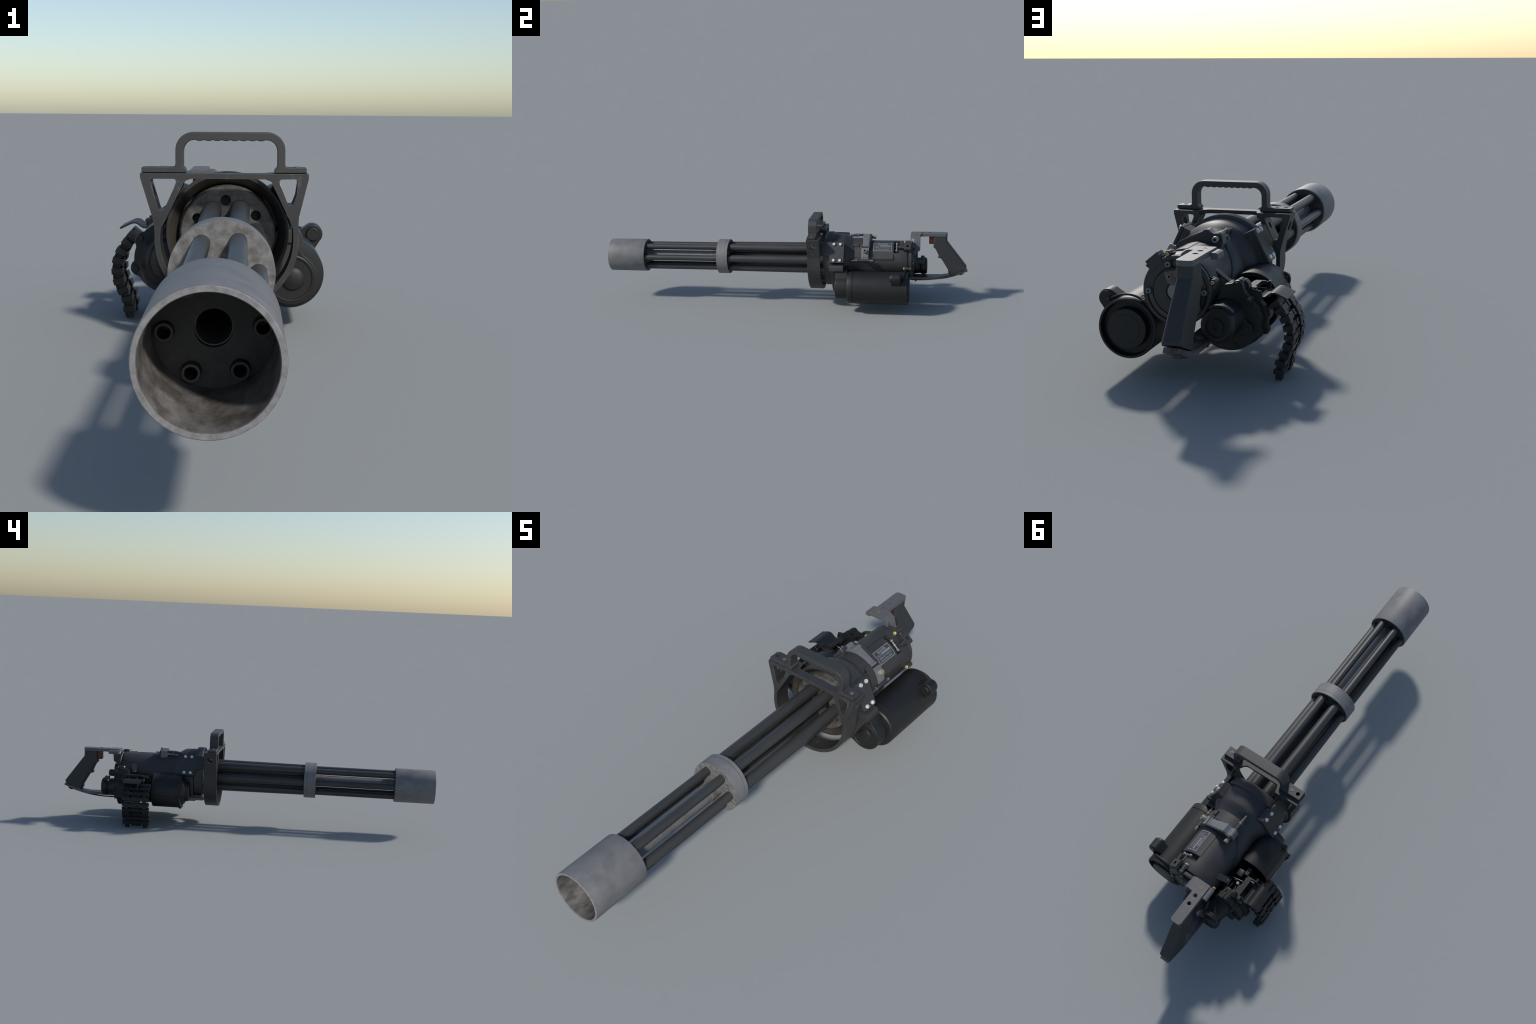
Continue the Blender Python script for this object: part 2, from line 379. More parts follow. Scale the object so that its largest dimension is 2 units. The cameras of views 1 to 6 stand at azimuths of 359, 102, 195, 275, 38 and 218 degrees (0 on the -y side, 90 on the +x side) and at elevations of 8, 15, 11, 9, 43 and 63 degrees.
# cover plate with the label on the rear tube
RL = 0.1008
arc = [(AX + RL * cos(rad(a)), AZ + RL * sin(rad(a))) for a in range(88, 30, -2)]
inner = [(AX + 0.096 * cos(rad(a)), AZ + 0.096 * sin(rad(a))) for a in range(8, 90, 4)]
cover = prism("cover_plate", arc + [(0.1290, 0.2900), (0.1300, 0.2815), (0.1240, 0.2800)] + inner, 0.488, 0.6115, PAINT, rear_tube, bevel=0.0008)
sector("cover_seam", 0.490, 0.6115, 88.3, 89.6, 0.096, 0.0996, DEEP, rear_tube, bevel=0)

# label: plate, frame and lettering wrapped on the cover
LY0, LA0, LH, LW = 0.5040, 38.2, 0.0562, 0.0985
def wrap(u, v, h): a = rad(LA0) + v / RL; r = RL + h; return (AX + r * cos(a), LY0 + u, AZ + r * sin(a))
def wrapped_strip(u0, u1, v0, v1, h, bm, nu=1, nv=12):
    g = [[bm.verts.new(wrap(u0 + (u1 - u0) * i / nu, v0 + (v1 - v0) * j / nv, h)) for j in range(nv + 1)] for i in range(nu + 1)]
    gb = [[bm.verts.new(wrap(u0 + (u1 - u0) * i / nu, v0 + (v1 - v0) * j / nv, h - 0.0010)) for j in range(nv + 1)] for i in range(nu + 1)]
    for i in range(nu):
        for j in range(nv):
            bm.faces.new((g[i][j], g[i + 1][j], g[i + 1][j + 1], g[i][j + 1])); bm.faces.new((gb[i][j], gb[i][j + 1], gb[i + 1][j + 1], gb[i + 1][j]))
    for j in range(nv):
        bm.faces.new((g[0][j], g[0][j + 1], gb[0][j + 1], gb[0][j])); bm.faces.new((g[nu][j], gb[nu][j], gb[nu][j + 1], g[nu][j + 1]))
    for i in range(nu):
        bm.faces.new((g[i][0], gb[i][0], gb[i + 1][0], g[i + 1][0])); bm.faces.new((g[i][nv], g[i + 1][nv], gb[i + 1][nv], gb[i][nv]))
bm = bmesh.new(); wrapped_strip(0.0005, LW - 0.0005, 0.0005, LH - 0.0005, 0.0004, bm)
name_plate = make("name_plate", bm, LABELM, cover)
bm = bmesh.new(); t = 0.0028
wrapped_strip(0, t, 0, LH, 0.0009, bm); wrapped_strip(LW - t, LW, 0, LH, 0.0009, bm)
wrapped_strip(t, LW - t, 0, t, 0.0009, bm, 1, 1); wrapped_strip(t, LW - t, LH - t, LH, 0.0009, bm, 1, 1)
for cu_, cv_ in ((t, t), (LW - t, t), (t, LH - t), (LW - t, LH - t)):      # rounded inner corners
    su, sv = (1 if cu_ < LW / 2 else -1), (1 if cv_ < LH / 2 else -1)
    vs = [bm.verts.new(wrap(cu_ + su * u, cv_ + sv * v, 0.0009)) for u, v in ((0, 0), (0.004, 0), (0.0012, 0.0012), (0, 0.004))]; bm.faces.new(vs)
make("plate_frame", bm, PRINT, name_plate)
bm = bmesh.new(); wrapped_strip(0.036, 0.092, 0.0305, 0.0375, 0.0008, bm, 1, 3); wrapped_strip(0.008, 0.090, 0.0268, 0.0276, 0.0008, bm, 1, 1)
make("plate_bar", bm, PRINT, name_plate)
def lettering(name, text, size, u, v, width):
    cu = bpy.data.curves.new(name, 'FONT'); cu.body = text; cu.size = size; cu.resolution_u = 3; cu.extrude = 0.0002; cu.offset = size * 0.012
    tmp = bpy.data.objects.new(name + "_tmp", cu); bpy.context.scene.collection.objects.link(tmp)
    dg = bpy.context.evaluated_depsgraph_get(); me = bpy.data.meshes.new_from_object(tmp.evaluated_get(dg))
    bpy.data.objects.remove(tmp); bpy.data.curves.remove(cu)
    xs = [w.co.x for w in me.vertices]; x0, x1 = min(xs), max(xs); s = width / (x1 - x0)
    for w in me.vertices: w.co = wrap(u + (w.co.x - x0) * s, v + w.co.y, 0.0006 + w.co.z)
    me.name = name; me.materials.clear(); me.materials.append(PRINT)
    ob = bpy.data.objects.new(name, me); ob["kind"] = "stuff"; return link(ob, name_plate)
lettering("lettering", "REAPER", 0.0150, 0.022, 0.0400, 0.054)
lettering("lettering", "MFG BY:", 0.0072, 0.010, 0.0310, 0.0235)
lettering("lettering", "SERIAL NO. 1943317 26", 0.0088, 0.011, 0.0175, 0.076)
lettering("lettering", "P/N 22-33756-A33762", 0.0088, 0.014, 0.0070, 0.070)

# collars and grey bracket round the neck of the housing
sector("neck_collar", 0.3950, 0.4445, 50, 116, 0.100, 0.1125, PAINT, hous)
sector("neck_collar", 0.4080, 0.4440, 8, 56, 0.100, 0.1155, PAINT, hous)
sector("neck_rib", 0.4080, 0.4300, 47, 57, 0.100, 0.1200, PAINT, hous)
under = [polar(a, 0.0985) for a in range(124, 48, -4)]
saddle = [(0.1010, 0.3420), (0.1030, 0.3475), (0.0965, 0.3520), (0.0925, 0.3500), (0.0260, 0.3830), (0.0265, 0.3870), (0.0225, 0.3910), (0.0165, 0.3922), (0.0110, 0.3900), (0.0075, 0.3855), (-0.0015, 0.3800), (-0.0080, 0.3800)]
saddle += circle(-0.0185, 0.3745, 0.0112, 10, 40, 190) + [(-0.0330, 0.3520)]
br = prism("clamp_bracket", saddle[::-1] + under[::-1], 0.4440, 0.4790, ALU, hous, bevel=0.0010)
lower = [polar(a, 0.0985) for a in range(10, 50, 4)]
br2 = prism("clamp_bracket", [(0.1385, 0.2810), (0.1430, 0.2850), (0.1420, 0.2950), (0.1300, 0.3220), (0.1190, 0.3400), (0.1100, 0.3420)] + lower[::-1], 0.4430, 0.4835, ALU, hous, bevel=0.0012)
prism("bracket_pad", [(0.1440, 0.2980), (0.1320, 0.3260), (0.1240, 0.3220), (0.1340, 0.2940)], 0.4500, 0.4800, ALU, br2, bevel=0.0012)
plate_out = [(0.1085, 0.3330), (0.1120, 0.3430), (0.1000, 0.3560), (0.0600, 0.3745), (0.0290, 0.3870), (0.0235, 0.3925), (0.0160, 0.3942), (0.0080, 0.3915), (0.0030, 0.3860), (-0.0060, 0.3830), (-0.0200, 0.3840), (-0.0300, 0.3760), (-0.0320, 0.3600), (-0.0285, 0.3500)]
prism("end_plate", plate_out[::-1] + [polar(a, 0.0985) for a in range(124, 44, -4)][::-1], 0.4795, 0.4870, PAINT, hous, bevel=0.0008)
rod("tan_screw_shank", (-0.0153, 0.486, 0.3680), (-0.0153, 0.498, 0.3680), 0.0078, DULL, br)
place_screw(TAN_SCREW, "tan_screw", (-0.0153, 0.4970, 0.3680), (0, 1, 0), br, scale=0.90)
dx, dz = cos(rad(33)), sin(rad(33))
place_screw(TAN_SCREW, "tan_screw", (AX + 0.122 * dx, 0.4600, AZ + 0.122 * dz), (dx, 0.15, dz), br, scale=1.15)
rod("screw_washer", (AX + 0.114 * dx, 0.4585, AZ + 0.114 * dz), (AX + 0.1235 * dx, 0.4600, AZ + 0.1235 * dz), 0.0118, ALU, br)
# studs through the neck
def stud(x, z, tip, ring, end, brass_tip):
    s = rod("stud", (x, ring, z), (x, end, z), 0.0072, PAINT, hous)
    rod("stud_ring", (x, ring - 0.003, z), (x, ring + 0.003, z), 0.0085, DULL, s)
    rod("stud_nose", (x, tip, z - (0.004 if z > AZ else 0)), (x, ring - 0.002, z), 0.0058, PAINT, s, r1=0.0085, bevel=0.002)
    if brass_tip:
        rod("stud_sleeve", (x, end - 0.0005, z), (x, end + 0.012, z), 0.0068, DULL, s); rod("stud_tip", (x, end + 0.0115, z), (x, end + 0.0165, z), 0.0045, BRASS, s)
stud(0.1470, 0.2791, 0.384, 0.4180, 0.4900, True)
stud(-0.0206, 0.3782, 0.3680, 0.4117, 0.4450, False)

# lugs with brass through-bolts round the rear of the tube
for a in (-15, 75, 164.6, 255):
    x, z = polar(a, 0.1040); xi, zi = polar(a, 0.094)
    lug = rod("bolt_lug", (x, 0.6715, z), (x, 0.7000, z), 0.0088, PAINT, rear_tube)
    sector("lug_web", 0.6690, 0.6865, a - 6.5, a + 6.5, 0.090, 0.1045, PAINT, rear_tube, bevel=0.001)
    place_screw(BRASS_HEAD, "brass_head", (x, 0.6720, z), (0, -1, 0), lug)
    place_screw(BRASS_SCREW, "brass_screw", (x, 0.6998, z), (0, 1, 0), lug, scale=0.85)

# ================================================================== REAR END
rear = lathe("rear_plate", [(0.680, 0.0), (0.680, 0.0870), (0.6915, 0.0870), (0.6930, 0.0960), (0.6960, 0.0985), (0.7060, 0.0985), (0.7090, 0.0960), (0.7090, 0.0880), (0.7030, 0.0860), (0.7030, 0.0)], PAINT, seg=96, close=False)
lathe("rear_groove_ring", [(0.7028, 0.0850), (0.7065, 0.0840), (0.7065, 0.0720), (0.7028, 0.0710)], BRONZE, rear, seg=72)
lathe("rear_disc", [(0.7028, 0.0), (0.7028, 0.0665), (0.7130, 0.0660), (0.7145, 0.0645), (0.7145, 0.0290), (0.7115, 0.0280), (0.7115, 0.0)], PAINT, rear, seg=72, close=False)
prism("rear_gearbox", fillet([(-0.0380, 0.2150), (0.0150, 0.2050), (0.0260, 0.2250), (0.0260, 0.2900), (-0.0200, 0.2980), (-0.0380, 0.2800)], 0.006), 0.7130, 0.7330, PAINT, rear, bevel=0.0025)
rod("rear_knob", (0.0, 0.714, 0.2420), (0.0, 0.7690, 0.2420), 0.0185, PAINT, rear, bevel=0.006, seg=28)
lathe("rear_hub", [(0.7110, 0.0), (0.7110, 0.0235), (0.7165, 0.0235), (0.7175, 0.0220), (0.7175, 0.0)], DULL, rear, seg=40, close=False)
cres = [polar(a, 0.0680) for a in range(-6, 80, 4)] + [polar(a, 0.0890) for a in (80, 74, 68)] + [polar(60, 0.092)] + [polar(a, 0.0965) for a in range(52, -10, -4)]
cp = prism("crescent_plate", cres, 0.7035, 0.7105, PAINT, rear, bevel=0.0015)
for a, r in ((73.8, 0.0775), (-0.7, 0.0795), (179.1, 0.0800)):
    x, z = polar(a, r); b = rod("screw_boss", (x, 0.703, z), (x, 0.7135, z), 0.0105, PAINT, rear); place_screw(SILVER_SCREW, "socket_screw", (x, 0.7130, z), (0, 1, 0), rear)
sector("rear_wedge", 0.7030, 0.7140, 182, 214, 0.0690, 0.0840, DEEP, rear)
# sling block at the upper right of the rear plate
a = 51.0; nrm = Vector((cos(rad(a)), 0, sin(rad(a)))); tan_ = Vector((sin(rad(a)), 0, -cos(rad(a)))); c0 = Vector((AX, 0, AZ))
def oriented(pts, n0, n1):
    """outline in (y, t); t runs down the tangent, extruded along the radial direction."""
    return lambda u, v, d: tuple(c0 + Vector((0, u, 0)) + tan_ * v + nrm * d)
blk = prism("sling_block", [(0.668, -0.0230), (0.7060, -0.0230), (0.7060, 0.0230), (0.668, 0.0230), (0.668, 0.0130), (0.640, 0.0130), (0.640, -0.0020), (0.668, -0.0020)],
            0.098, 0.1180, PAINT, rear, place=oriented(None, 0, 0), bevel=0.002)
cut(blk, [rod_bm(c0 + Vector((0, 0.6870, 0)) + nrm * 0.09, c0 + Vector((0, 0.6870, 0)) + nrm * 0.15, 0.0068)])
prism("sling_web", [polar(37, 0.085), polar(37, 0.112), polar(64, 0.112), polar(64, 0.085)], 0.6930, 0.7120, PAINT, rear, bevel=0.002)

# ================================================================== BARREL GUARD
def guard_outline():
    right = [(0.2135, 0.4060), (0.2140, 0.3950), (0.1925, 0.3080), (0.1915, 0.2900)]
    low = []
    for i in range(0, 41):
        a = 4 - 188 * i / 40; r = 0.1652 + 0.0043 * max(0.0, sin(rad(-a)))
        low.append(polar(a, r))
    left = [(-0.1385, 0.2900), (-0.1425, 0.3080), (-0.1690, 0.3950), (-0.1695, 0.4060)]
    return right + low + left
def guard_opening():
    up = [(0.1150, 0.3935), (0.1290, 0.3880), (0.1340, 0.3760), (0.1690, 0.3040)]
    low = [polar(a, 0.1520 + 0.0040 * max(0.0, sin(rad(-a)))) for a in [8 - 196 * i / 44 for i in range(45)]]
    return up + low + [(-0.1105, 0.3020), (-0.0750, 0.3760), (-0.0690, 0.3880), (-0.0550, 0.3935)]
tri_l = fillet([(-0.1480, 0.3935), (-0.0850, 0.3935), (-0.0930, 0.3720), (-0.1160, 0.3215), (-0.1270, 0.3215)], [0.008, 0.010, 0.0, 0.006, 0.006])
tri_r = fillet([(0.1440, 0.3935), (0.1910, 0.3935), (0.1860, 0.3560), (0.1780, 0.3345), (0.1680, 0.3345)], [0.008, 0.008, 0.0, 0.006, 0.006])
guard = prism("barrel_guard", guard_outline(), 0.1590, 0.2278, GUARDM, holes=[guard_opening(), tri_l, tri_r], bevel=0.0034, segs=3, bevel_angle=40)
notch = fillet([(-0.0520, 0.1925), (0.1080, 0.1925), (0.1290, 0.2200), (0.1340, 0.2400), (-0.0640, 0.2400), (-0.0590, 0.2150)], [0.012, 0.028, 0.02, 0, 0, 0], 6)
cut(guard, [prism_bm(notch, 0.375, 0.43, place_xy),
            rod_bm((0.176, 0.1945, 0.3640), (0.25, 0.1945, 0.3640), 0.0160), rod_bm((-0.20, 0.1945, 0.3640), (-0.124, 0.1945, 0.3640), 0.0160),
            rod_bm((-0.118, 0.1950, 0.3640), (-0.055, 0.1950, 0.3640), 0.0095), rod_bm((0.105, 0.1950, 0.3640), (0.168, 0.1950, 0.3640), 0.0095)])

# carrying handle with finger scallops, standing on two bolted feet
HL, HR, TOP, TH = -0.0890, 0.1600, 0.4990, 0.0175
def handle_outline():
    o_ = [(-0.1660, 0.4195), (-0.1660, 0.4072), (-0.0660, 0.4072), (-0.0660, 0.4130)]
    o_ += [(HL + TH + 0.006, 0.4150), (HL + TH, 0.4220)]
    o_ += circle(HL + TH + 0.026, TOP - TH - 0.026, 0.026, 8, 180, 90)
    x0, x1 = HL + TH + 0.028, HR - TH - 0.028; k = 8
    for i in range(k * 6 + 1):
        s = i / (k * 6); o_.append((x0 + (x1 - x0) * s, TOP - TH - 0.0024 * abs(sin(pi * k * s)) ** 0.7 * (1 if 0 < s < 1 else 0)))
    o_ += circle(HR - TH - 0.026, TOP - TH - 0.026, 0.026, 8, 90, 0)
    o_ += [(HR - TH, 0.4220), (HR - TH - 0.005, 0.4150), (0.1360, 0.4130), (0.1360, 0.4072), (0.2090, 0.4072), (0.2090, 0.4195)]
    o_ += [(HR + 0.006, 0.4200), (HR + 0.0015, 0.4225), (HR, 0.4270)] + circle(HR - 0.040, TOP - 0.040, 0.040, 10, 0, 90)
    o_ += circle(HL + 0.040, TOP - 0.040, 0.040, 10, 90, 180) + [(HL, 0.4270), (HL - 0.0015, 0.4225), (HL - 0.006, 0.4200)]
    return o_
handle = prism("carrying_handle", handle_outline(), 0.1625, 0.2075, HANDLEM, bevel=0.0042, segs=3, bevel_angle=50)
cut(handle, [rod_bm((-0.1465, 0.1865, 0.38), (-0.1465, 0.1865, 0.44), 0.0085)])
for x in (-0.1165, 0.1868):
    place_screw(SILVER_SCREW, "socket_screw", (x, 0.1860, 0.4170), (0, 0, 1), handle, scale=0.95)
rod("handle_hole_bottom", (-0.1465, 0.1865, 0.4065), (-0.1465, 0.1865, 0.4085), 0.0083, DEEP, handle, bevel=0)

# bolted side plates that carry the guard
def side_plate(ang, flip):
    n_ = Vector((cos(rad(ang)), 0, sin(rad(ang)))); t_ = Vector((sin(rad(ang)), 0, -cos(rad(ang)))) * (1 if not flip else -1)
    pl_ = lambda u, v, d: tuple(c0 + Vector((0, u, 0)) + t_ * v + n_ * d)
    shape = fillet([(0.2240, -0.0480), (0.2700, -0.0545), (0.3545, -0.0545), (0.3545, 0.0570), (0.2790, 0.0570), (0.2770, 0.0210), (0.2240, 0.0180)], [0.004, 0.004, 0.008, 0.008, 0.008, 0.008, 0.002])
    p = prism("side_plate", shape, 0.1455, 0.1560, PAINT, place=pl_, bevel=0.0016)
    prism("plate_pad", fillet([(0.2860, -0.0540), (0.3540, -0.0540), (0.3540, 0.0570), (0.2860, 0.0570)], 0.006), 0.110, 0.1450, PAINT, p, place=pl_, bevel=0.002)
    for y in (0.3003, 0.3341):
        for t in (-0.0440, 0.0438):
            place_screw(HEX_BOLT, "hex_bolt", c0 + Vector((0, y, 0)) + t_ * t + n_ * 0.1555, n_, p, spin=random.uniform(0, 1))
    return p
side_plate(26.0, False); side_plate(154.0, True)

# ================================================================== DRIVE MOTOR
MX, MZ = 0.1830, 0.1405
motor = lathe("drive_motor", [(0.372, 0.0), (0.372, 0.0640), (0.3745, 0.0800), (0.3790, 0.0848), (0.3850, 0.0862), (0.4045, 0.0865), (0.4055, 0.0845), (0.4070, 0.0845), (0.4080, 0.0865),
                              (0.6860, 0.0865), (0.6935, 0.0862), (0.6955, 0.0845), (0.6955, 0.0800), (0.6920, 0.0785), (0.6740, 0.0770), (0.6740, 0.0600), (0.6990, 0.0575), (0.7005, 0.0560), (0.7005, 0.0400), (0.7015, 0.0390), (0.7015, 0.0)],
              BLACK, ax=MX, az=MZ, seg=96, close=False, angle=30)
lathe("motor_band", [(0.678, 0.0850), (0.6785, 0.0870), (0.6925, 0.0870), (0.6930, 0.0850)], BLACK, motor, ax=MX, az=MZ, seg=96)
# gear case in front of the motor, reaching up to the housing
tear = circle(MX, MZ, 0.0655, 30, -120, 60) + [(0.2080, 0.2080), (0.1960, 0.2350), (0.1500, 0.2500), (0.0900, 0.2000), (0.0950, 0.1400), (0.1250, 0.0950)]
gear = prism("gear_case", tear, 0.3120, 0.3745, BLACK, motor, bevel=0.004, segs=3)
lathe("gear_face_ring", [(0.3130, 0.0500), (0.3100, 0.0520), (0.3095, 0.0560), (0.3110, 0.0585), (0.3130, 0.0590)], BLACK, gear, ax=MX, az=MZ, seg=64)
lathe("gear_boss", [(0.3130, 0.0), (0.3130, 0.0300), (0.3105, 0.0280), (0.3095, 0.0255), (0.3065, 0.0245), (0.3050, 0.0220), (0.3050, 0.0)], BLACK, gear, ax=0.1870, az=0.1385, seg=40, close=False)
case = prism("gear_mount", [(0.2085, 0.2330), (0.2085, 0.2510), (0.2020, 0.2620), (0.1500, 0.2680), (0.1300, 0.2400), (0.1300, 0.2330)], 0.2785, 0.3535, PAINT, hous, bevel=0.0022)
prism("gear_mount_web", [(0.2020, 0.2332), (0.1300, 0.2332), (0.0800, 0.1900), (0.0900, 0.1200), (0.1250, 0.1000), (0.1480, 0.1250), (0.1660, 0.1680)], 0.2860, 0.3125, PAINT, hous, bevel=0.003)
# cable socket riding on the motor
CX, CZ = 0.2555, 0.2150
web = [(CX + 0.0275 * cos(rad(a)), CZ + 0.0275 * sin(rad(a))) for a in range(-45, 140, 12)] + [(0.2100, 0.2180), (0.2000, 0.1900), (0.2350, 0.1700), (0.2600, 0.1720)]
sock = prism("cable_socket", web, 0.6120, 0.6600, BLACK, motor, bevel=0.004, segs=3)
lathe("socket_boss", [(0.612, 0.0), (0.612, 0.0195), (0.6060, 0.0180), (0.6045, 0.0160), (0.6045, 0.0)], BLACK, sock, ax=CX, az=CZ, seg=32, close=False)
lathe("socket_cap", [(0.6600, 0.0), (0.6600, 0.0235), (0.6630, 0.0225), (0.6630, 0.0)], BLACK, sock, ax=CX, az=CZ, seg=32, close=False)
rod("socket_nipple", (CX - 0.003, 0.662, CZ), (CX - 0.014, 0.670, CZ + 0.004), 0.0065, RUBBER, sock)
tube("motor_cable", [(CX - 0.012, 0.669, CZ + 0.003), (CX - 0.03, 0.674, 0.2260), (0.205, 0.676, 0.2345), (0.172, 0.678, 0.2360), (0.140, 0.680, 0.2240), (0.118, 0.684, 0.2000), (0.104, 0.686, 0.1720)], 0.0034, RUBBER, motor)

# ================================================================== GRIP ASSEMBLY
GX = -0.0600
rail = prism("grip_bracket", fillet([(GX - 0.0240, 0.6950), (GX + 0.0400, 0.6950), (GX + 0.0400, 0.7500), (GX + 0.0235, 0.7500), (GX + 0.0235, 0.8910), (GX - 0.0235, 0.8910), (GX - 0.0235, 0.7500), (GX - 0.0240, 0.7490)],
                                     [0.002, 0.002, 0.002, 0.0005, 0.014, 0.014, 0.0005, 0.0]), 0.3700, 0.3855, RAIL, place=place_xy, bevel=0.0028)
cut(rail, [rod_bm((GX + 0.0007, y, 0.36), (GX + 0.0007, y, 0.40), 0.0082) for y in (0.7589, 0.7982)])
place_screw(GOLD_SCREW, "gold_screw", (GX + 0.0007, 0.7200, 0.3812), (0, 0, 1), rail)
prism("bracket_ear", fillet([(GX - 0.0240, 0.3615), (GX - 0.0240, 0.3800), (GX - 0.0360, 0.3800), (GX - 0.0445, 0.3770), (GX - 0.0445, 0.3615)], [0, 0, 0.003, 0.003, 0.001]), 0.6975, 0.7505, RAIL, rail, bevel=0.0015)
leg_shape = fillet([(GX + 0.0300, 0.3845), (-0.0170, 0.3845), (-0.0020, 0.3740), (0.0080, 0.3520), (0.0230, 0.3020), (0.0240, 0.2870), (0.0120, 0.2870), (0.0110, 0.3040), (-0.0035, 0.3500), (-0.0110, 0.3650), (-0.0200, 0.3700), (GX + 0.0300, 0.3700)],
                   [0, 0.010, 0.008, 0.02, 0.02, 0, 0, 0.02, 0.02, 0.006, 0.006, 0])
leg = prism("bracket_leg", leg_shape, 0.6952, 0.7480, RAIL, rail, bevel=0.0012)
cut(leg, [prism_bm(fillet([(0.7000, 0.3430), (0.7150, 0.3430), (0.7150, 0.3660), (0.7000, 0.3660)], 0.005), -0.10, 0.12, place_yz),
          prism_bm([(0.7480 - 0.0, 0.3080), (0.7560, 0.3080), (0.7560, 0.2700), (0.7270, 0.2900)], -0.1, 0.12, place_yz),
          prism_bm([(0.6900, 0.3300), (0.7150, 0.3200), (0.7150, 0.2800), (0.6900, 0.2800)], -0.1, 0.12, place_yz)])
foot = prism("bracket_foot", fillet([(0.0600, 0.3140), (0.0180, 0.3230), (0.0120, 0.2900), (0.0330, 0.2800), (0.0480, 0.2820)], 0.004), 0.7146, 0.7230, RAIL, rail, bevel=0.0012)
place_screw(GOLD_SCREW, "gold_screw", (0.0428, 0.7215, 0.3028), (0, 1, 0), rail, scale=0.9)

# pistol grip: side profile extruded, its flanks eased with a bevel
grip_profile = fillet([(0.8185, 0.3700), (0.8890, 0.3700), (0.8895, 0.3400), (0.9930, 0.2010), (0.9915, 0.1935), (0.9050, 0.1560), (0.8960, 0.1660), (0.8945, 0.1840), (0.8580, 0.2460),
                       (0.8500, 0.2490), (0.8405, 0.2485), (0.8440, 0.2640), (0.8290, 0.2960), (0.8240, 0.3030), (0.8165, 0.3080), (0.8160, 0.3120)],
                      [0.002, 0.002, 0.010, 0.004, 0.002, 0.002, 0.002, 0.006, 0.010, 0.004, 0.002, 0.010, 0.012, 0.004, 0.003, 0.002])
spine = [Vector((0.8555, 0.380)), Vector((0.8560, 0.336)), Vector((0.9480, 0.170))]
def to_spine(p):
    best = None
    for a, b in zip(spine, spine[1:]):
        t = min(1, max(0, (p - a).dot(b - a) / (b - a).length_squared)); q = a + (b - a) * t
        if best is None or (p - q).length < (p - best).length: best = q
    return (best - p).normalized()
bm = bmesh.new(); RC, HW, layers = 0.0100, 0.0268, []
steps = [rad(t) for t in (90, 67, 45, 22, 0)]
for sx, th in [(-1, t) for t in steps] + [(1, t) for t in steps[::-1]]:
    row = []
    for u, v in grip_profile:
        p = Vector((u, v)); ins = RC * (1 - cos(th)); top_ = 1 if v > 0.3690 else 0
        d = to_spine(p); p = p + (Vector((d.x, 0)) if top_ else d) * ins
        k = min(1, max(0, (v - 0.312) / 0.020)); k = k * k * (3 - 2 * k)
        row.append(bm.verts.new((GX + sx * (HW - RC + RC * sin(th)) * (1 - 0.17 * k), p.x, p.y)))
    layers.append(row)
for A, B in zip(layers, layers[1:]):
    for i in range(len(A)): bm.faces.new((A[i], A[(i + 1) % len(A)], B[(i + 1) % len(A)], B[i]))
bm.faces.new(layers[0]); bm.faces.new(layers[-1][::-1])
grip = weighted(make("pistol_grip", bm, GRIPM, angle=45))
trig = prism("trigger", fillet([(0.7920, 0.3690), (0.8200, 0.3690), (0.8200, 0.3250), (0.7920, 0.3250)], [0.004, 0, 0, 0.006]), GX - 0.0125, GX + 0.0125, REDM, place=place_yz, bevel=0.003)

# bent flat support arm under the grip
top = [(0.640, 0.1450), (0.780, 0.1455), (0.860, 0.1475), (0.895, 0.1535), (0.930, 0.1640), (0.9900, 0.1880)]
bot = [(1.0000, 0.1765), (0.9650, 0.1615), (0.9250, 0.1460), (0.890, 0.1365), (0.850, 0.1325), (0.780, 0.1310), (0.640, 0.1305)]
arm = prism("support_arm", top + bot, GX - 0.0220, GX + 0.0430, ARMM, place=place_yz, bevel=0.0018)
cut(arm, [prism_bm([(GX + 0.0440, 0.770), (GX + 0.0410, 0.800), (GX + 0.0190, 0.900), (GX + 0.0190, 1.01), (GX + 0.06, 1.01), (GX + 0.06, 0.770)], 0.10, 0.22, place_xy),
          rod_bm((-0.0455, 0.7530, 0.10), (-0.0455, 0.7530, 0.18), 0.0140, seg=28)])
rod("arm_bolt", (GX - 0.004, 0.962, 0.1660), (GX - 0.004, 0.967, 0.1530), 0.0130, PAINT, arm)
prism("arm_post", fillet([(0.640, 0.1290), (0.690, 0.1290), (0.690, 0.1800), (0.640, 0.1800)], 0.004), GX - 0.020, GX + 0.020, FEEDM, arm, place=place_yz, bevel=0.002)
tube("grip_cable", [(-0.05, 0.650, 0.1350), (-0.05, 0.675, 0.1200), (-0.056, 0.74, 0.1190), (-0.060, 0.80, 0.1210), (-0.062, 0.86, 0.1290), (-0.062, 0.91, 0.1400), (-0.062, 0.955, 0.1530), (-0.062, 0.965, 0.1620)], 0.0034, RUBBER, arm)
box("cable_clip", (-0.064, 0.715, 0.1110), (-0.050, 0.724, 0.1300), PAINT, arm)

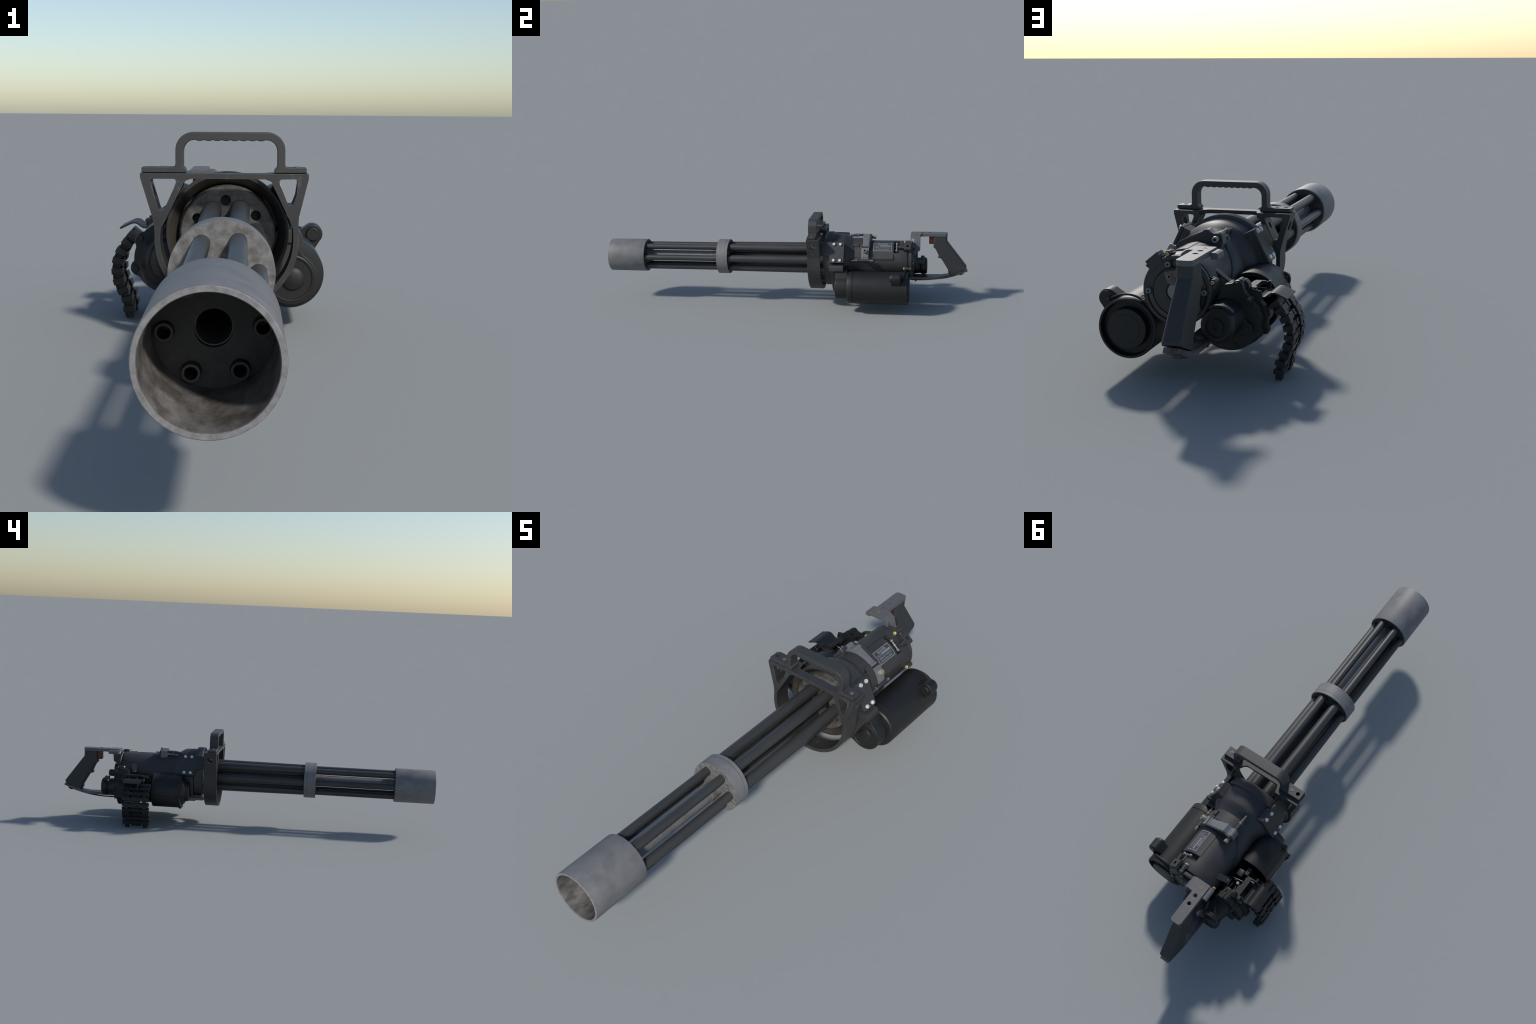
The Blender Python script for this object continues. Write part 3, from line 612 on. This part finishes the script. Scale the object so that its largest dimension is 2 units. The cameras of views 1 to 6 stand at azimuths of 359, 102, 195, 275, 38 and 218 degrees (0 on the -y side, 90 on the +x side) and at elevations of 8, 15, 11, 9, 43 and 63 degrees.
# ================================================================== FEEDER (left side)
FX, FZ = -0.1180, 0.1830
def feeder_outline(r, lugs):
    """round case; lugs are (angle, extra, half-width in degrees)."""
    pts = []
    for i in range(120):
        a = 360 * i / 120; e = 0
        for la, ex, hw in lugs:
            d = abs((a - la + 180) % 360 - 180)
            e = max(e, ex * max(0.0, cos(min(1.0, d / (hw * 1.6)) * pi / 2)) ** 0.7)
        pts.append((FX + (r + e) * cos(rad(a)), FZ + (r + e) * sin(rad(a))))
    return pts
case_f = prism("feeder_case", feeder_outline(0.0870, [(105, 0.006, 30)]), 0.3515, 0.4950, FEEDM, holes=[feeder_outline(0.0800, [])], bevel=0.0015)
prism("case_front", feeder_outline(0.0868, [(144, 0.012, 9), (196, 0.012, 8), (262, 0.006, 10), (292, 0.012, 10), (105, 0.006, 30)]), 0.3430, 0.3560, FEEDM, case_f, bevel=0.003)
prism("case_divider", feeder_outline(0.0800, []), 0.420, 0.430, DEEP, case_f, bevel=0)
lathe("case_dome", [(0.3435, 0.0), (0.3435, 0.0800), (0.3400, 0.0740), (0.3350, 0.0690), (0.3300, 0.0665), (0.3280, 0.0640), (0.3270, 0.0570), (0.3200, 0.0530), (0.3120, 0.0510), (0.3060, 0.0500), (0.3035, 0.0470), (0.3030, 0.0)], FEEDM, case_f, ax=FX + 0.008, az=FZ, seg=72, close=False, angle=40)
for a, r in ((144, 0.0885), (196, 0.0885)):
    x, z = FX + r * cos(rad(a)), FZ + r * sin(rad(a))
    rod("case_lug", (x, 0.3365, z), (x, 0.3440, z), 0.0095, FEEDM, case_f, bevel=0.002)
    rod("case_bolt", (x, 0.3540, z), (x, 0.3660, z), 0.0062, FEEDM, case_f)
for a in (152, 190):                                             # shallow ribs along the case
    x, z = FX + 0.0868 * cos(rad(a)), FZ + 0.0868 * sin(rad(a)); rod("case_rib", (x, 0.360, z), (x, 0.494, z), 0.0022, FEEDM, case_f)
# bridge from the case to the housing
prism("feeder_bridge", [(-0.080, 0.2750), (-0.1050, 0.2600), (-0.1150, 0.2200), (-0.090, 0.1450), (0.020, 0.1120), (0.028, 0.1500), (-0.060, 0.2000)], 0.2860, 0.3120, PAINT, case_f, bevel=0.003)
prism("bridge_foot", [(-0.1050, 0.1500), (-0.0200, 0.1200), (-0.0200, 0.1400), (-0.1000, 0.1660)], 0.2450, 0.3020, PAINT, case_f, bevel=0.002)
# delinker: central drum, plates and rear cover
core_ = prism("delinker_body", fillet([(-0.0650, 0.1350), (-0.1000, 0.1200), (-0.1600, 0.1260), (-0.1900, 0.1550), (-0.1900, 0.1750), (-0.1600, 0.1780), (-0.1200, 0.1950), (-0.0750, 0.1850)], 0.008), 0.5000, 0.6600, FEEDM, bevel=0.002)
prism("feeder_cradle", [(-0.1300, 0.1350), (-0.0300, 0.1600), (-0.0400, 0.2000), (-0.0660, 0.2200), (-0.0780, 0.2050), (-0.1100, 0.1800)], 0.4300, 0.6620, FEEDM, core_, bevel=0.002)
plate = [(-0.110 + 0.0935 * cos(rad(a)), 0.1885 + 0.0935 * sin(rad(a))) for a in range(-52, -150, -7)] + [(-0.1930, 0.1385), (-0.2030, 0.1400), (-0.2060, 0.1500), (-0.2010, 0.1640),
         (-0.2050, 0.1900), (-0.1950, 0.2200), (-0.1750, 0.2440), (-0.1560, 0.2640), (-0.1500, 0.2850), (-0.1410, 0.2930), (-0.1300, 0.2920), (-0.1220, 0.2850), (-0.1010, 0.2810), (-0.0820, 0.2500), (-0.0640, 0.2000)]
dp = prism("delinker_plate", fillet(plate, 0.004, 3), 0.6560, 0.6830, FEEDM, bevel=0.0025)
prism("delinker_flange", [(FX + (u - FX) * 1.02 - 0.008, FZ + (v - FZ) * 0.97) for u, v in fillet(plate, 0.004, 3)], 0.6300, 0.6562, FEEDM, dp, bevel=0.0015)
for x, z in ((-0.1365, 0.2800), (-0.1955, 0.1495), (-0.1300, 0.1090)):
    rod("plate_bolt", (x, 0.6815, z), (x, 0.6870, z), 0.0085, FEEDM, dp); rod("plate_bolt_socket", (x, 0.6868, z), (x, 0.6880, z), 0.0048, DEEP, dp, bevel=0)
rod("plate_barrel", (-0.1390, 0.640, 0.2830), (-0.1390, 0.672, 0.2830), 0.0115, FEEDM, dp)
rod("plate_barrel", (-0.1120, 0.640, 0.2760), (-0.1120, 0.672, 0.2760), 0.0090, FEEDM, dp)
# feeder gear motor at the back
GXm, GZm = -0.1065, 0.1870
gm = lathe("feeder_motor", [(0.682, 0.0), (0.682, 0.0570), (0.7000, 0.0500), (0.7200, 0.0440), (0.7420, 0.0412), (0.7460, 0.0440), (0.7500, 0.0470), (0.7680, 0.0470), (0.7760, 0.0430), (0.7785, 0.0400), (0.7785, 0.0300), (0.7740, 0.0290), (0.7740, 0.0200), (0.7790, 0.0190), (0.7790, 0.0095), (0.7750, 0.0090), (0.7750, 0.0)],
           FEEDM, ax=GXm, az=GZm, seg=72, close=False, angle=30)
prism("motor_lobe", circle(-0.1670, 0.1640, 0.0155, 16, 110, 300) + [(-0.1200, 0.1300), (-0.0900, 0.1850), (-0.1250, 0.2350)], 0.6825, 0.7020, FEEDM, gm, bevel=0.003)
rod("lobe_bolt", (-0.1690, 0.7015, 0.1640), (-0.1690, 0.7050, 0.1640), 0.0075, FEEDM, gm)
sector_pts = [(GXm + r * cos(rad(a)), GZm + r * sin(rad(a))) for r, rng in ((0.0560, range(60, 145, 5)), (0.0440, range(140, 59, -5))) for a in rng]
prism("motor_cover_rim", sector_pts, 0.7450, 0.7640, FEEDM, gm, bevel=0.002)
# top mechanism: guide rails, blocks, pins
prism("hopper_wall", fillet([(-0.1500, 0.5420), (-0.1800, 0.5420), (-0.1800, 0.5465), (-0.1690, 0.5500), (-0.1690, 0.6320), (-0.1400, 0.6320), (-0.1400, 0.5950), (-0.1460, 0.5900), (-0.1460, 0.5560)], 0.002, 3), 0.2540, 0.2655, FEEDM, core_, place=place_xy, bevel=0.001)
box("hopper_front", (-0.1930, 0.5415, 0.2350), (-0.1790, 0.5460, 0.2630), FEEDM, core_, bevel=0.001)
rod("hopper_pivot", (-0.1890, 0.5290, 0.2590), (-0.1890, 0.5480, 0.2590), 0.0060, FEEDM, core_)
box("hopper_back", (-0.1790, 0.6320, 0.2100), (-0.1400, 0.6480, 0.2690), FEEDM, core_)
prism("hopper_tab", [(-0.1690, 0.2660), (-0.1950, 0.2600), (-0.1980, 0.2380), (-0.1760, 0.2200), (-0.1640, 0.2350)], 0.6480, 0.6540, FEEDM, core_, bevel=0.0008)
rod("hopper_roller", (-0.1920, 0.5520, 0.2330), (-0.1400, 0.5520, 0.2330), 0.0130, FEEDM, core_)
box("hopper_floor", (-0.2000, 0.5450, 0.1700), (-0.1400, 0.6350, 0.1900), FEEDM, core_)
rod("latch_barrel", (-0.1730, 0.6450, 0.2420), (-0.1690, 0.7020, 0.2400), 0.0085, FEEDM, core_)
box("guide_block", (-0.1260, 0.5280, 0.1850), (-0.0940, 0.5620, 0.2560), FEEDM, core_, bevel=0.007)
box("guide_block", (-0.1420, 0.5050, 0.1850), (-0.1240, 0.5400, 0.2500), FEEDM, core_)
box("guide_block", (-0.1220, 0.4190, 0.2200), (-0.1020, 0.4540, 0.2480), FEEDM, core_)
rod("cross_pin", (-0.0960, 0.5760, 0.2460), (-0.1420, 0.5720, 0.2560), 0.0022, DULL, core_)
rod("cross_pin", (-0.0920, 0.5850, 0.2400), (-0.0960, 0.6200, 0.2400), 0.0022, DULL, core_)
rod("pivot_pin", (-0.1280, 0.5880, 0.2350), (-0.1280, 0.5880, 0.2540), 0.0065, DULL, core_)
rod("pivot_pin", (-0.1120, 0.5780, 0.2350), (-0.1120, 0.5780, 0.2500), 0.0050, FEEDM, core_)
for k in range(3):
    box("guide_fin", (-0.090 - 0.020 * k, 0.595, 0.190), (-0.084 - 0.020 * k, 0.632, 0.246 - 0.004 * k), FEEDM, core_, bevel=0.001)
# strip tab from the tube to the feeder
t0, t1 = Vector((-0.0560, 0.6240, 0.3080)), Vector((-0.0960, 0.6050, 0.2680))
M = frame((t0 + t1) / 2, (t1 - t0), (0, 1, 0)); Lh = (t1 - t0).length / 2
bm = bmesh.new(); bmesh.ops.create_cube(bm, size=1)
for v in bm.verts: v.co = M @ Vector((v.co.x * 0.026, v.co.y * 0.005, v.co.z * 2 * Lh))
tab = make("strip_tab", bm, PAINT, bevel=0.001)
place_screw(SILVER_SCREW, "socket_screw", t1 + Vector((0.002, 0.002, 0.004)), (-0.7, 0, 0.7), tab, scale=0.6)

# curved deflector flap over the chute mouth (S-shaped sheet with thickness)
path = [(-0.1860, 0.2450), (-0.1930, 0.2410), (-0.2000, 0.2415), (-0.2060, 0.2450), (-0.2130, 0.2505), (-0.2200, 0.2540), (-0.2290, 0.2545), (-0.2390, 0.2510), (-0.2500, 0.2455), (-0.2650, 0.2385)]
def offset_path(p, d):
    out = []
    for i in range(len(p)):
        a, b = Vector(p[max(0, i - 1)]), Vector(p[min(len(p) - 1, i + 1)]); t = (b - a).normalized(); out.append((p[i][0] - t.y * d, p[i][1] + t.x * d))
    return out
prism("chute_flap", path + offset_path(path, 0.0050)[::-1], 0.5410, 0.6380, FEEDM, bevel=0.0016)

# ================================================================== AMMUNITION CHUTE
curve = [(-0.2080, 0.2405), (-0.2260, 0.2190), (-0.2400, 0.2020), (-0.2560, 0.1790), (-0.2650, 0.1545), (-0.2672, 0.1270), (-0.2630, 0.1005), (-0.2525, 0.0760), (-0.2418, 0.0525), (-0.2372, 0.0270)]
chute = bpy.data.objects.new("ammunition_chute", None); link(chute)
def oriented_box(bm, c, t, hu, hv, y0, y1):
    """box with half-size hu across and hv along the chute tangent."""
    t = Vector(t).normalized(); n_ = Vector((-t.y, t.x)); vs = []
    for y in (y0, y1):
        for su, sv in ((-1, -1), (1, -1), (1, 1), (-1, 1)):
            q = Vector(c) + n_ * hu * su + t * hv * sv; vs.append(bm.verts.new((q.x, y, q.y)))
    for f in ((0, 1, 2, 3), (4, 5, 6, 7), (0, 1, 5, 4), (1, 2, 6, 5), (2, 3, 7, 6), (3, 0, 4, 7)): bm.faces.new([vs[i] for i in f])
for i, c in enumerate(curve):
    if i == 0: continue                          # first point only steers the chute
    a, b = Vector(curve[max(0, i - 1)]), Vector(curve[min(len(curve) - 1, i + 1)]); t = b - a
    if i >= len(curve) - 2: t = Vector((0.003 if i == len(curve) - 1 else 0.005, -0.025))
    j = random.uniform(-0.001, 0.001); bm = bmesh.new(); c = Vector(c)
    oriented_box(bm, c, t, 0.0145, 0.0078, 0.4955 + j, 0.5400 + j); oriented_box(bm, c, t, 0.0145, 0.0078, 0.5880 + j, 0.6340 + j)
    oriented_box(bm, c, t, 0.0095, 0.0090, 0.5395 + j, 0.5885 + j)
    tn = t.normalized(); nn = Vector((-tn.y, tn.x)); d = c + tn * (0.0130 if i < len(curve) - 1 else 0.0165); hv_ = 0.0080 if i < len(curve) - 1 else 0.0097
    oriented_box(bm, d, t, 0.0095, hv_, 0.5060 + j, 0.5290 + j); oriented_box(bm, d, t, 0.0095, hv_, 0.5990 + j, 0.6230 + j)
    for yy in (0.4965, 0.6315): oriented_box(bm, c + tn * 0.0135 - nn * 0.0095, t, 0.0015, 0.0080, yy + j, yy + 0.0035 + j)
    oriented_box(bm, c + tn * 0.012 + nn * random.uniform(0.001, 0.005), t, 0.0035, 0.0085, 0.5380 + j, 0.5900 + j)
    w_ = random.uniform(0.004, 0.009); oriented_box(bm, c + tn * random.uniform(-0.002, 0.002) - nn * 0.009, t, 0.0030, 0.0085, 0.5640 - w_, 0.5640 + w_)
    ob = bpy.data.objects.new("chute_link", finish_mesh(bm, "chute_link", LINKM, bevel=0.0006, segs=1)); link(ob, chute)

# ------------------------------------------------------------------ settle on the ground at z = 0
low = 9
dg = bpy.context.evaluated_depsgraph_get(); bpy.context.view_layer.update()
for ob in bpy.context.scene.objects:
    if ob.type == 'MESH':
        mw = ob.matrix_world; low = min(low, min((mw @ Vector(c)).z for c in ob.bound_box))
print("lowest point", low)
